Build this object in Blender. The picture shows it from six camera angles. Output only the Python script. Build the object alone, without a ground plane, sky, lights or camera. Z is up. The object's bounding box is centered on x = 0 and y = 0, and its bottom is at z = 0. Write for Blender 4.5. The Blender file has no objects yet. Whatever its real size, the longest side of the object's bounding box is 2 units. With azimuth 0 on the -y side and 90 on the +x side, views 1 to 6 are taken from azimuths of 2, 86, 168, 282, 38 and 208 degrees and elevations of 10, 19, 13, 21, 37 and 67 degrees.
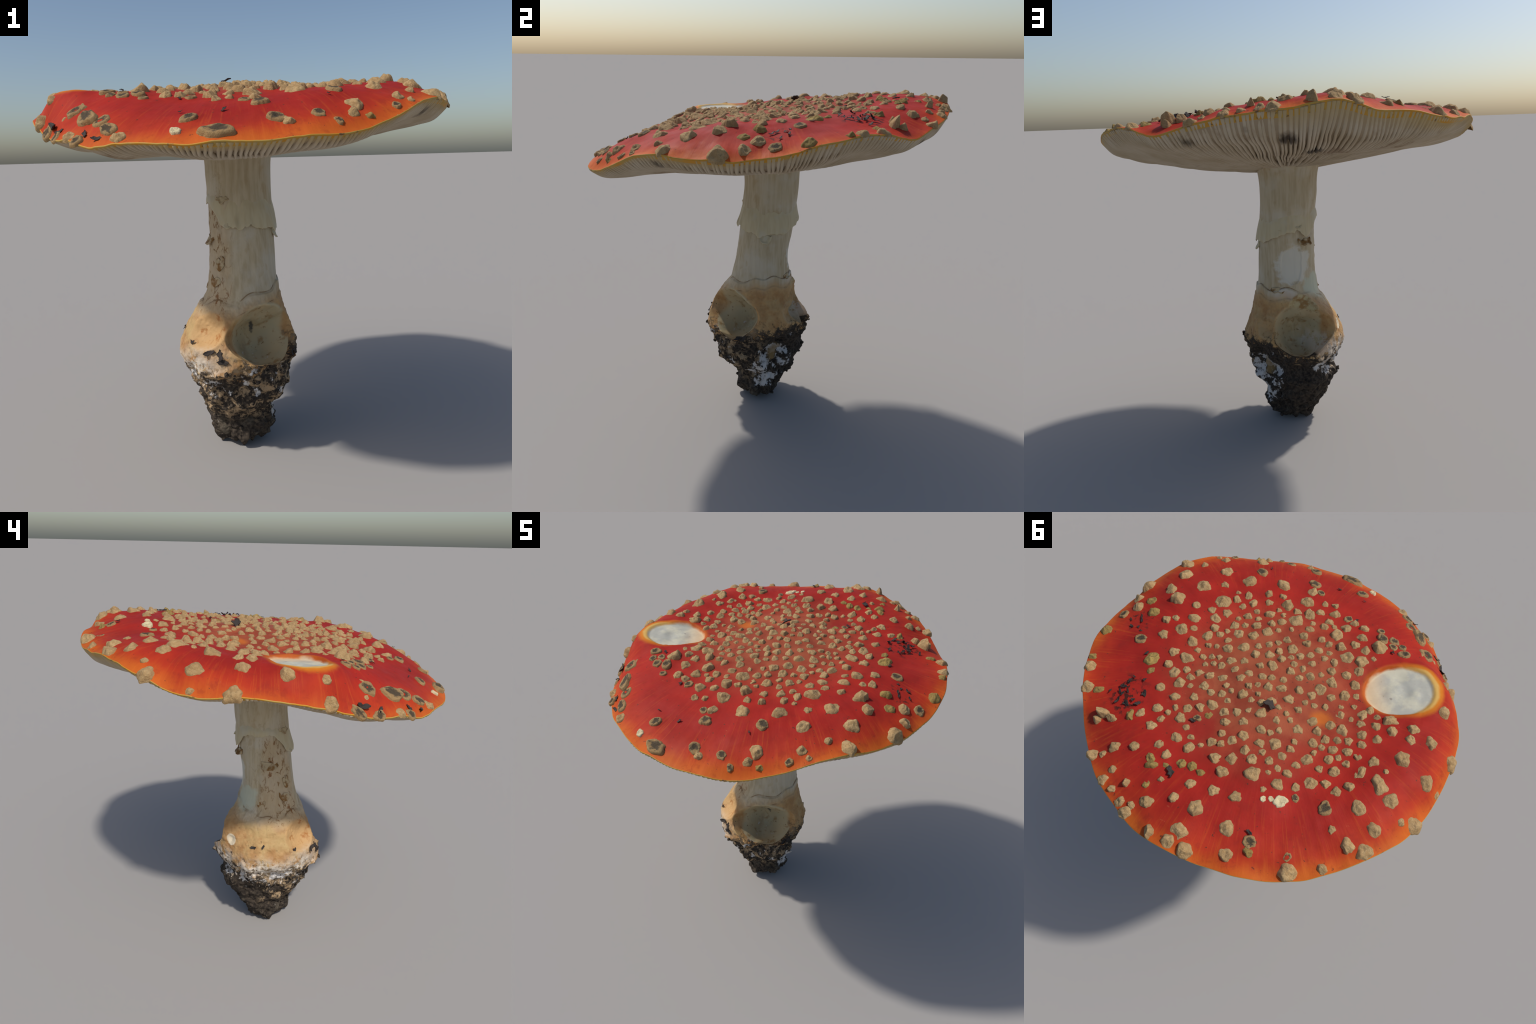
import bpy, math, random
import numpy as np
from mathutils import Vector, Matrix

SEED = 7
rng = np.random.default_rng(SEED)
random.seed(SEED)
TAU = 2 * math.pi

# ------------------------------------------------------------------ helpers
def smooth(a, b, x):
    t = np.clip((x - a) / (b - a), 0, 1)
    return t * t * (3 - 2 * t)

def _hash(ix, iy, iz, seed):
    h = (ix * 374761393 + iy * 668265263 + iz * 2147483647 + seed * 974634777) & 0xFFFFFFFF
    h = ((h ^ (h >> 13)) * 1274126177) & 0xFFFFFFFF
    h = ((h ^ (h >> 16)) * 2246822519) & 0xFFFFFFFF
    return ((h ^ (h >> 15)) & 0xFFFFFF) / float(0xFFFFFF) * 2 - 1

def vnoise(x, y, z, seed=0):
    """value noise in -1..1 on arrays"""
    x, y, z = np.broadcast_arrays(x, y, z)
    fx, fy, fz = np.floor(x), np.floor(y), np.floor(z)
    ix, iy, iz = fx.astype(np.int64), fy.astype(np.int64), fz.astype(np.int64)
    u, v, w = x - fx, y - fy, z - fz
    u, v, w = (t * t * t * (t * (t * 6 - 15) + 10) for t in (u, v, w))
    out = 0
    for dx in (0, 1):
        for dy in (0, 1):
            for dz in (0, 1):
                wt = (u if dx else 1 - u) * (v if dy else 1 - v) * (w if dz else 1 - w)
                out = out + wt * _hash(ix + dx, iy + dy, iz + dz, seed)
    return out

def fbm(x, y, z, octaves=4, seed=0, gain=0.5):
    s, a = 0, 1.0
    for o in range(octaves):
        s = s + a * vnoise(x * 2 ** o + 11.3 * o, y * 2 ** o - 7.1 * o, z * 2 ** o + 3.7 * o, seed + o)
        a *= gain
    return s

def periodic(values, theta):
    """smooth closed curve through equally spaced control values"""
    v = np.asarray(values, float)
    n = len(v)
    x = (np.asarray(theta) % TAU) / TAU * n
    i = np.floor(x).astype(int)
    t = x - i
    p0, p1, p2, p3 = (v[(i + k) % n] for k in (-1, 0, 1, 2))
    return p1 + 0.5 * t * (p2 - p0 + t * (2 * p0 - 5 * p1 + 4 * p2 - p3 + t * (3 * (p1 - p2) + p3 - p0)))

def spline(xs, ys, x):
    """monotone-ish cubic through control points"""
    xs, ys, x = np.asarray(xs, float), np.asarray(ys, float), np.asarray(x, float)
    d = np.gradient(ys, xs)
    i = np.clip(np.searchsorted(xs, x) - 1, 0, len(xs) - 2)
    h = xs[i + 1] - xs[i]
    t = np.clip((x - xs[i]) / h, 0, 1)
    return ((1 + 2 * t) * (1 - t) ** 2 * ys[i] + t * (1 - t) ** 2 * h * d[i]
            + t * t * (3 - 2 * t) * ys[i + 1] + t * t * (t - 1) * h * d[i + 1])

def polar(deg):
    return math.cos(math.radians(deg)), math.sin(math.radians(deg))

def ang_diff(a, b):
    return (a - b + math.pi) % TAU - math.pi

def new_mesh(name, verts, faces, mats=(), smooth_shade=True):
    me = bpy.data.meshes.new(name)
    verts = np.asarray(verts, float)
    me.from_pydata(verts.tolist(), [], faces if isinstance(faces, list) else faces.tolist())
    for m in mats:
        me.materials.append(m)
    me.polygons.foreach_set("use_smooth", [smooth_shade] * len(me.polygons))
    me.update()
    return me

def new_obj(name, me, parent=None):
    ob = bpy.data.objects.new(name, me)
    bpy.context.scene.collection.objects.link(ob)
    if parent is not None:
        ob.parent = parent
    return ob

def grid_faces(rows, cols, closed=True):
    i = np.arange(rows - 1)[:, None]
    j = np.arange(cols if closed else cols - 1)[None, :]
    a = i * cols + j
    b = i * cols + (j + 1) % cols
    return np.stack([a, b, b + cols, a + cols], -1).reshape(-1, 4)

def vertex_normals(V, F):
    n = np.zeros_like(V)
    fn = np.cross(V[F[:, 2]] - V[F[:, 0]], V[F[:, 3]] - V[F[:, 1]])
    for k in range(4):
        np.add.at(n, F[:, k], fn)
    return n / np.maximum(np.linalg.norm(n, axis=1), 1e-12)[:, None]

def split_regions(V, F, region, names, mats, parent):
    """one smooth surface parted by face region; borders coincide, normals shared"""
    N = vertex_normals(V, F)
    obs = []
    for k, (nm, mt) in enumerate(zip(names, mats)):
        f = F[region == k]
        used = np.unique(f)
        remap = np.full(len(V), -1)
        remap[used] = np.arange(len(used))
        me = new_mesh(nm, V[used], remap[f], [mt])
        me.normals_split_custom_set_from_vertices(N[used].tolist())
        obs.append(new_obj(nm, me, parent))
    return obs

# ------------------------------------------------------------------ shader helpers
class Mat:
    def __init__(self, name):
        self.m = bpy.data.materials.new(name)
        self.m.use_nodes = True
        self.nt = self.m.node_tree
        self.nt.nodes.clear()
        self.out = self.n("ShaderNodeOutputMaterial")
        self.bsdf = self.n("ShaderNodeBsdfPrincipled")
        self.link(self.bsdf.outputs[0], self.out.inputs[0])
        self.tc = self.n("ShaderNodeTexCoord")
        self.pos = self.tc.outputs["Object"]

    def n(self, t):
        return self.nt.nodes.new(t)

    def link(self, a, b):
        self.nt.links.new(a, b)

    def set(self, sock, v):
        if hasattr(v, "is_linked") or isinstance(v, bpy.types.NodeSocket):
            self.link(v, sock)
        else:
            if isinstance(v, (tuple, list)) and len(v) == 3 and sock.type == "RGBA":
                v = (*v, 1)
            sock.default_value = v

    def math(self, op, a, b=None, c=None, clamp=False):
        nd = self.n("ShaderNodeMath")
        nd.operation = op
        nd.use_clamp = clamp
        self.set(nd.inputs[0], a)
        if b is not None:
            self.set(nd.inputs[1], b)
        if c is not None:
            self.set(nd.inputs[2], c)
        return nd.outputs[0]

    def vmath(self, op, a, b=None, out=0):
        nd = self.n("ShaderNodeVectorMath")
        nd.operation = op
        self.set(nd.inputs[0], a)
        if b is not None:
            self.set(nd.inputs[1], b)
        return nd.outputs[out]

    def xyz(self, v=None):
        nd = self.n("ShaderNodeSeparateXYZ")
        self.set(nd.inputs[0], v or self.pos)
        return nd.outputs

    def comb(self, x, y, z):
        nd = self.n("ShaderNodeCombineXYZ")
        for s, v in zip(nd.inputs, (x, y, z)):
            self.set(s, v)
        return nd.outputs[0]

    def noise(self, scale, vec=None, detail=4, rough=0.55, dist=0.0):
        nd = self.n("ShaderNodeTexNoise")
        self.set(nd.inputs["Vector"], vec or self.pos)
        nd.inputs["Scale"].default_value = scale
        nd.inputs["Detail"].default_value = detail
        nd.inputs["Roughness"].default_value = rough
        nd.inputs["Distortion"].default_value = dist
        return nd.outputs[0]

    def voronoi(self, scale, vec=None, feature="F1"):
        nd = self.n("ShaderNodeTexVoronoi")
        nd.feature = feature
        self.set(nd.inputs["Vector"], vec or self.pos)
        nd.inputs["Scale"].default_value = scale
        return nd.outputs[0]

    def step(self, x, lo, hi, a=0.0, b=1.0):
        nd = self.n("ShaderNodeMapRange")
        nd.interpolation_type = "SMOOTHSTEP"
        self.set(nd.inputs[0], x)
        if lo > hi:
            lo, hi, a, b = hi, lo, b, a
        for s, v in zip(nd.inputs[1:5], (lo, hi, a, b)):
            s.default_value = v
        return nd.outputs[0]

    def mix(self, f, a, b, blend="MIX"):
        nd = self.n("ShaderNodeMix")
        nd.data_type = "RGBA"
        nd.blend_type = blend
        self.set(nd.inputs[0], f)
        self.set(nd.inputs[6], a)
        self.set(nd.inputs[7], b)
        return nd.outputs[2]

    def mul(self, *a):
        r = a[0]
        for x in a[1:]:
            r = self.math("MULTIPLY", r, x)
        return r

    def add(self, a, b):
        return self.math("ADD", a, b)

    def blob(self, centre, radii, lo=1.0, hi=0.6, wobble=None):
        """1 inside an ellipsoid, 0 outside, edge from lo to hi of its radius"""
        d = self.vmath("SUBTRACT", self.pos, tuple(centre))
        d = self.vmath("DIVIDE", d, tuple(radii))
        l = self.vmath("LENGTH", d, out=1)
        if wobble is not None:
            l = self.add(l, wobble)
        return self.step(l, lo, hi)

    def random(self):
        return self.n("ShaderNodeObjectInfo").outputs["Random"]

    def bump(self, h, strength, distance):
        nd = self.n("ShaderNodeBump")
        nd.inputs["Strength"].default_value = strength
        nd.inputs["Distance"].default_value = distance
        self.set(nd.inputs["Height"], h)
        self.link(nd.outputs[0], self.bsdf.inputs["Normal"])

    def finish(self, color, rough=0.6, spec=0.3):
        self.set(self.bsdf.inputs["Base Color"], color)
        self.set(self.bsdf.inputs["Roughness"], rough)
        self.bsdf.inputs["Specular IOR Level"].default_value = spec
        return self.m

# ------------------------------------------------------------------ the cap's form
# rim of the cap every 10 degrees: distance from the axis and height
RIM_R = [0.985, 0.979, 0.96, 0.954, 0.956, 0.955, 0.969, 0.972, 0.990, 0.991, 0.99, 1.0, 1.004, 1.004, 0.998, 1.004, 1.0, 0.985,
         0.979, 0.972, 0.96, 0.945, 0.950, 0.974, 0.988, 0.992, 0.996, 0.998, 0.999, 1.002, 0.994, 0.988, 0.99, 0.995, 0.995, 0.988]
RIM_Z = [1.725, 1.768, 1.789, 1.785, 1.755, 1.789, 1.818, 1.84, 1.852, 1.873, 1.832, 1.825, 1.796, 1.787, 1.796, 1.781, 1.732, 1.687,
         1.678, 1.688, 1.661, 1.624, 1.574, 1.564, 1.54, 1.549, 1.538, 1.537, 1.543, 1.561, 1.571, 1.634, 1.693, 1.707, 1.7, 1.697]
# meridian profiles of the upper face, one every 15 degrees, heights at these shares of the radius
SHARE = (0.0, 0.15, 0.3, 0.45, 0.6, 0.75, 0.88, 0.95, 1.0)
MERIDIANS = [
    (1.831, 1.818, 1.815, 1.816, 1.798, 1.765, 1.741), (1.835, 1.825, 1.823, 1.820, 1.808, 1.792, 1.785),
    (1.840, 1.834, 1.834, 1.830, 1.812, 1.792, 1.785), (1.845, 1.840, 1.843, 1.844, 1.828, 1.799, 1.780),
    (1.848, 1.843, 1.845, 1.857, 1.865, 1.845, 1.829), (1.851, 1.846, 1.847, 1.867, 1.882, 1.870, 1.857),
    (1.853, 1.852, 1.858, 1.883, 1.901, 1.890, 1.879), (1.853, 1.856, 1.865, 1.884, 1.885, 1.860, 1.841),
    (1.851, 1.851, 1.855, 1.863, 1.856, 1.830, 1.811), (1.844, 1.839, 1.836, 1.838, 1.846, 1.828, 1.809),
    (1.837, 1.824, 1.819, 1.826, 1.843, 1.828, 1.804), (1.830, 1.812, 1.809, 1.820, 1.827, 1.793, 1.749),
    (1.825, 1.807, 1.802, 1.806, 1.802, 1.765, 1.725), (1.821, 1.804, 1.798, 1.794, 1.794, 1.760, 1.715),
    (1.818, 1.802, 1.794, 1.788, 1.780, 1.730, 1.674), (1.815, 1.799, 1.786, 1.775, 1.745, 1.671, 1.613),
    (1.814, 1.794, 1.772, 1.744, 1.700, 1.637, 1.586), (1.814, 1.792, 1.760, 1.720, 1.672, 1.614, 1.575),
    (1.815, 1.794, 1.760, 1.717, 1.670, 1.609, 1.570), (1.817, 1.797, 1.765, 1.729, 1.686, 1.625, 1.583),
    (1.819, 1.801, 1.773, 1.749, 1.723, 1.659, 1.610), (1.822, 1.805, 1.781, 1.766, 1.749, 1.713, 1.687),
    (1.824, 1.808, 1.792, 1.789, 1.778, 1.748, 1.725), (1.827, 1.813, 1.806, 1.807, 1.796, 1.755, 1.723)]
MERIDIANS = [(1.836,) + m for m in MERIDIANS]

SCAR_C = (-0.585, -0.262)
SCAR_A = math.radians(32)
SCAR_R = (0.180, 0.150)

def rim_r(th):
    return periodic(RIM_R, th) + 0.004 * vnoise(np.cos(th) * 9, np.sin(th) * 9, 0.3, 5)

def rim_z(th):
    return periodic(RIM_Z, th) + 0.005 * vnoise(np.cos(th) * 8, np.sin(th) * 8, 4.3, 6)

def scar_dist(x, y):
    dx, dy = x - SCAR_C[0], y - SCAR_C[1]
    ca, sa = math.cos(SCAR_A), math.sin(SCAR_A)
    u, v = (dx * ca + dy * sa) / SCAR_R[0], (-dx * sa + dy * ca) / SCAR_R[1]
    return np.sqrt(u * u + v * v), u

def cap_plain(f, th):
    """height of the upper face at share f of the radius in direction th"""
    cols = [periodic([m[k] for m in MERIDIANS], th) for k in range(8)]
    zr = rim_z(th)
    cols.append(zr)
    f = np.asarray(f) + 0 * th
    z = np.zeros_like(f)
    C = np.stack([c + 0 * f for c in cols], -1)
    xs = np.array(SHARE)
    D = np.gradient(C, xs, axis=-1)
    i = np.clip(np.searchsorted(xs, f.ravel()).reshape(f.shape) - 1, 0, len(xs) - 2)
    tk = lambda A, j: np.take_along_axis(A, j[..., None], -1)[..., 0]
    h = xs[i + 1] - xs[i]
    t = np.clip((f - xs[i]) / h, 0, 1)
    return ((1 + 2 * t) * (1 - t) ** 2 * tk(C, i) + t * (1 - t) ** 2 * h * tk(D, i)
            + t * t * (3 - 2 * t) * tk(C, i + 1) + t * t * (t - 1) * h * tk(D, i + 1))

def scar_plane(x, y):
    return 1.775 - 0.065 * (x - SCAR_C[0]) + 0.020 * (y - SCAR_C[1])

def cap_form(f, th):
    """upper face with the shelf round the bitten patch and the general lift of the skin"""
    z = cap_plain(f, th) + 0.005 * smooth(1.0, 0.9, f)
    r = f * rim_r(th)
    x, y = r * np.cos(th), r * np.sin(th)
    e, u = scar_dist(x, y)
    z = z + smooth(1.75, 1.0, e) * np.maximum(0, scar_plane(x, y) + 0.010 - z)
    for bx, by, br, bh in ((0.60, 0.36, 0.13, 0.014), (-0.27, 0.62, 0.12, 0.012), (-0.93, 0.08, 0.16, 0.014), (-0.70, -0.62, 0.14, 0.014), (0.78, -0.30, 0.14, 0.006), (0.38, -0.80, 0.20, 0.012), (-0.42, -0.10, 0.16, -0.022), (-0.40, -0.25, 0.10, -0.008)):
        z = z + bh * np.exp(-((x - bx) ** 2 + (y - by) ** 2) / br ** 2) * smooth(1.0, 0.95, f)
    return z

def cap_z(x, y):
    x, y = np.asarray(x, float), np.asarray(y, float)
    th = np.arctan2(y, x)
    f = np.clip(np.hypot(x, y) / rim_r(th), 0, 1)
    return cap_form(f, th)

R_IN = 0.165
# profiles of the gill edges every 45 degrees, from the stem outwards, at these shares of the way to the rim
UNDER_SHARE = (0.0, 0.3, 0.6, 0.85, 0.95, 1.0)
UNDER = [(1.522, 1.546, 1.585, 1.634, 1.668), (1.550, 1.576, 1.622, 1.682, 1.718), (1.556, 1.584, 1.634, 1.698, 1.764),
         (1.556, 1.586, 1.640, 1.698, 1.738), (1.540, 1.568, 1.608, 1.650, 1.670), (1.512, 1.518, 1.536, 1.554, 1.562),
         (1.494, 1.484, 1.480, 1.484, 1.502), (1.512, 1.526, 1.554, 1.592, 1.618)]

def gill_edge_z(g, th):
    """height of the gill edges; g = 0 at the stem, 1 at the rim"""
    zr = rim_z(th)
    cols = [periodic([u[k] for u in UNDER], th) for k in range(5)]
    swing = zr - periodic([RIM_Z[int(k * 4.5)] if k % 2 == 0 else 0.5 * (RIM_Z[int(k * 4.5)] + RIM_Z[int(k * 4.5) + 1]) for k in range(8)], th)
    for k, w in ((3, 0.6), (4, 0.85)):
        cols[k] = np.minimum(cols[k] + w * swing, zr - 0.022 - 0.02 * (4 - k))
    cols.append(zr - 0.009)
    g = np.clip(np.asarray(g) + 0 * th, 0, 1)
    C = np.stack([c + 0 * g for c in cols], -1)
    xs = np.array(UNDER_SHARE)
    i = np.clip(np.searchsorted(xs, g.ravel()).reshape(g.shape) - 1, 0, len(xs) - 2)
    D = np.gradient(C, xs, axis=-1)
    tk = lambda A, j: np.take_along_axis(A, j[..., None], -1)[..., 0]
    h = xs[i + 1] - xs[i]
    t = (g - xs[i]) / h
    return ((1 + 2 * t) * (1 - t) ** 2 * tk(C, i) + t * (1 - t) ** 2 * h * tk(D, i)
            + t * t * (3 - 2 * t) * tk(C, i + 1) + t * t * (t - 1) * h * tk(D, i + 1))

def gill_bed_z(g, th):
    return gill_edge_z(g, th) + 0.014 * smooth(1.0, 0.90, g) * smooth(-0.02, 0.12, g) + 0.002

# ------------------------------------------------------------------ materials
def cap_material():
    M = Mat("cap_red")
    X, Y, Z = M.xyz()
    r = M.math("SQRT", M.add(M.mul(X, X), M.mul(Y, Y)))
    cx, cy = M.math("DIVIDE", X, M.math("MAXIMUM", r, 0.02)), M.math("DIVIDE", Y, M.math("MAXIMUM", r, 0.02))
    streak = M.noise(1.0, M.comb(M.mul(cx, 70), M.mul(cy, 70), M.mul(r, 5.0)), 4, 0.6)
    streak2 = M.noise(1.0, M.comb(M.mul(cx, 7), M.mul(cy, 7), M.mul(r, 3.0)), 5, 0.65)
    patch = M.noise(3.2, detail=5, rough=0.6)
    fine = M.noise(60, detail=3)
    rr = M.add(r, M.mul(M.math("SUBTRACT", patch, 0.5), 0.16))
    red = M.mix(M.step(patch, 0.3, 0.7), (0.27, 0.016, 0.012), (0.37, 0.022, 0.014))
    # worn brownish disc in the middle
    centre = M.mul(M.step(rr, 0.64, 0.22), 0.92)
    brown = M.mix(M.step(M.noise(9, detail=5), 0.35, 0.65), (0.25, 0.055, 0.028), (0.33, 0.090, 0.042))
    col = M.mix(centre, red, brown)
    # orange towards the margin, drawn out in radial streaks
    rim_f = M.step(M.add(rr, M.mul(M.math("SUBTRACT", streak2, 0.5), 0.13)), 0.77, 1.09)
    col = M.mix(M.mul(rim_f, 0.80), col, (0.50, 0.060, 0.014))
    edge = M.step(M.add(r, M.mul(M.math("SUBTRACT", streak2, 0.5), 0.12)), 0.91, 1.01)
    col = M.mix(M.mul(edge, 0.55), col, (0.56, 0.16, 0.018))
    col = M.mix(M.mul(M.step(streak, 0.52, 0.72), M.step(r, 0.55, 0.9), 0.18), col, (0.62, 0.15, 0.02))
    # orange rubbed spot, dark bruise and pale flecks
    wob = M.mul(M.math("SUBTRACT", M.noise(14), 0.5), 0.9)
    col = M.mix(M.mul(M.blob((-0.31, 0.075, 1.82), (0.07, 0.06, 0.2), 1.1, 0.3, wob), 0.8), col, (0.50, 0.13, 0.02))
    col = M.mix(M.mul(M.blob((0.16, 0.40, 1.86), (0.12, 0.10, 0.2), 1.1, 0.3, wob), 0.75), col, (0.27, 0.018, 0.014))
    mott = M.noise(16, detail=6, rough=0.7)
    col = M.mix(M.mul(M.step(mott, 0.52, 0.66), 0.30), col, (0.22, 0.022, 0.016))
    scuff = M.mul(M.step(M.noise(1.0, M.vmath("MULTIPLY", M.pos, (22, 60, 22)), 5, 0.7), 0.66, 0.72), 0.35)
    col = M.mix(scuff, col, (0.45, 0.13, 0.06))
    fleck = M.math("GREATER_THAN", M.noise(48, detail=3), 0.70)
    col = M.mix(M.mul(fleck, 0.7), col, (0.05, 0.03, 0.02))
    dust = M.mul(M.step(M.noise(24, detail=6, rough=0.75), 0.62, 0.72), M.step(rr, 0.62, 0.3), 0.35)
    col = M.mix(dust, col, (0.50, 0.33, 0.20))
    sm = M.mul(M.blob((0.60, 0.40, 1.83), (0.12, 0.13, 0.2), 1.1, 0.5, wob), M.step(M.noise(30, detail=5), 0.5, 0.6))
    col = M.mix(M.mul(sm, 0.9), col, (0.03, 0.018, 0.014))
    sm = M.mul(M.blob((0.80, -0.02, 1.78), (0.12, 0.10, 0.2), 1.1, 0.4, wob), M.step(M.noise(34, detail=5), 0.56, 0.64))
    col = M.mix(M.mul(sm, 0.8), col, (0.05, 0.02, 0.015))
    # bitten patch: white flesh, yellow to orange border
    d = M.vmath("SUBTRACT", M.comb(X, Y, 0.0), (SCAR_C[0], SCAR_C[1], 0))
    rot = M.n("ShaderNodeVectorRotate")
    rot.rotation_type = "Z_AXIS"
    M.link(d, rot.inputs[0])
    rot.inputs["Angle"].default_value = -SCAR_A
    e = M.vmath("LENGTH", M.vmath("DIVIDE", rot.outputs[0], (SCAR_R[0], SCAR_R[1], 1)), out=1)
    dx, dy, _ = M.xyz(rot.outputs[0])
    outer_side = M.step(dx, 0.02, -0.17)
    e = M.add(e, M.mul(M.math("SUBTRACT", M.noise(10, detail=5), 0.5), 0.16))
    e2 = M.math("SUBTRACT", e, M.mul(outer_side, 0.16))
    col = M.mix(M.mul(M.step(e2, 1.16, 0.96), M.add(0.45, M.mul(outer_side, 0.55))), col, (0.54, 0.17, 0.015))
    col = M.mix(M.mul(M.step(e2, 0.98, 0.88), M.add(0.35, M.mul(outer_side, 0.65))), col, (0.60, 0.36, 0.10))
    flesh = M.mix(M.step(M.noise(11, detail=4), 0.4, 0.62), (0.54, 0.51, 0.39), (0.42, 0.41, 0.35))
    flesh = M.mix(M.step(M.noise(26, detail=2), 0.68, 0.75), flesh, (0.30, 0.28, 0.24))
    flesh = M.mix(M.mul(M.step(dx, 0.02, 0.17), 0.8), flesh, (0.68, 0.48, 0.27))
    col = M.mix(M.step(e, 0.985, 0.88), col, flesh)
    col = M.mix(M.mul(M.math("SUBTRACT", fine, 0.5), 0.25), col, (0.2, 0.0, 0.0))
    M.bump(M.add(M.mul(fine, 0.5), M.mul(streak, 0.6)), 0.14, 0.01)
    rough = M.step(M.noise(8), 0.3, 0.7, 0.54, 0.70)
    return M.finish(col, rough, 0.09)

def margin_material():
    M = Mat("cap_margin_yellow")
    n = M.noise(14, detail=4)
    col = M.mix(M.step(n, 0.35, 0.62), (0.52, 0.24, 0.020), (0.42, 0.27, 0.06))
    col = M.mix(M.step(M.noise(30, detail=4), 0.60, 0.72), col, (0.16, 0.09, 0.04))
    return M.finish(col, 0.6, 0.25)

def gill_material(name, tint):
    M = Mat(name)
    X, Y, Z = M.xyz()
    r = M.math("SQRT", M.add(M.mul(X, X), M.mul(Y, Y)))
    n = M.noise(7, detail=4)
    a = tuple(tint)
    col = M.mix(M.step(n, 0.3, 0.7), a, tuple(c * k for c, k in zip(a, (0.82, 0.78, 0.70))))
    rv = M.random() if name == "gill_cream" else 0.5
    col = M.mix(M.mul(rv, 0.35), col, (0.42, 0.33, 0.22))
    col = M.mix(M.mul(M.step(r, 0.950, 1.0), 0.60), col, (0.44, 0.29, 0.08))
    # brown bruises and soil specks
    br = M.mul(M.step(M.noise(5, detail=5), 0.60, 0.72), 0.6)
    col = M.mix(br, col, (0.20, 0.12, 0.06))
    wob = M.mul(M.math("SUBTRACT", M.noise(20), 0.5), 1.2)
    for c, s in (((0.20, 0.92, 1.70), 0.06), ((0.05, 0.80, 1.66), 0.045), ((0.60, 0.72, 1.70), 0.06), ((0.80, -0.55, 1.62), 0.06), ((0.38, 0.90, 1.74), 0.045)):
        col = M.mix(M.mul(M.blob(c, (s, s, s), 1.1, 0.4, wob), 0.9), col, (0.045, 0.03, 0.022))
    M.bump(M.noise(40, detail=3), 0.15, 0.01)
    return M.finish(col, 0.7, 0.2)

BULB_C = (-0.030, -0.047)
def at_bulb(deg, rad, z):
    c, s = polar(deg)
    return (BULB_C[0] + rad * c, BULB_C[1] + rad * s, z)

# hollows eaten into the bulb: direction, distance of centre, height, radii (radial, sideways, vertical)
HOLLOWS = [(-49, 0.268, 0.636, 0.218, 0.160, 0.136),
           (86, 0.262, 0.635, 0.195, 0.138, 0.135),
           (-124, 0.325, 0.705, 0.110, 0.150, 0.125),
           (44, 0.345, 0.660, 0.110, 0.100, 0.100),
           (143, 0.345, 0.634, 0.065, 0.052, 0.055),
           (24, 0.320, 0.335, 0.165, 0.130, 0.170),
           (92, 0.300, 0.765, 0.125, 0.105, 0.095)]

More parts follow.
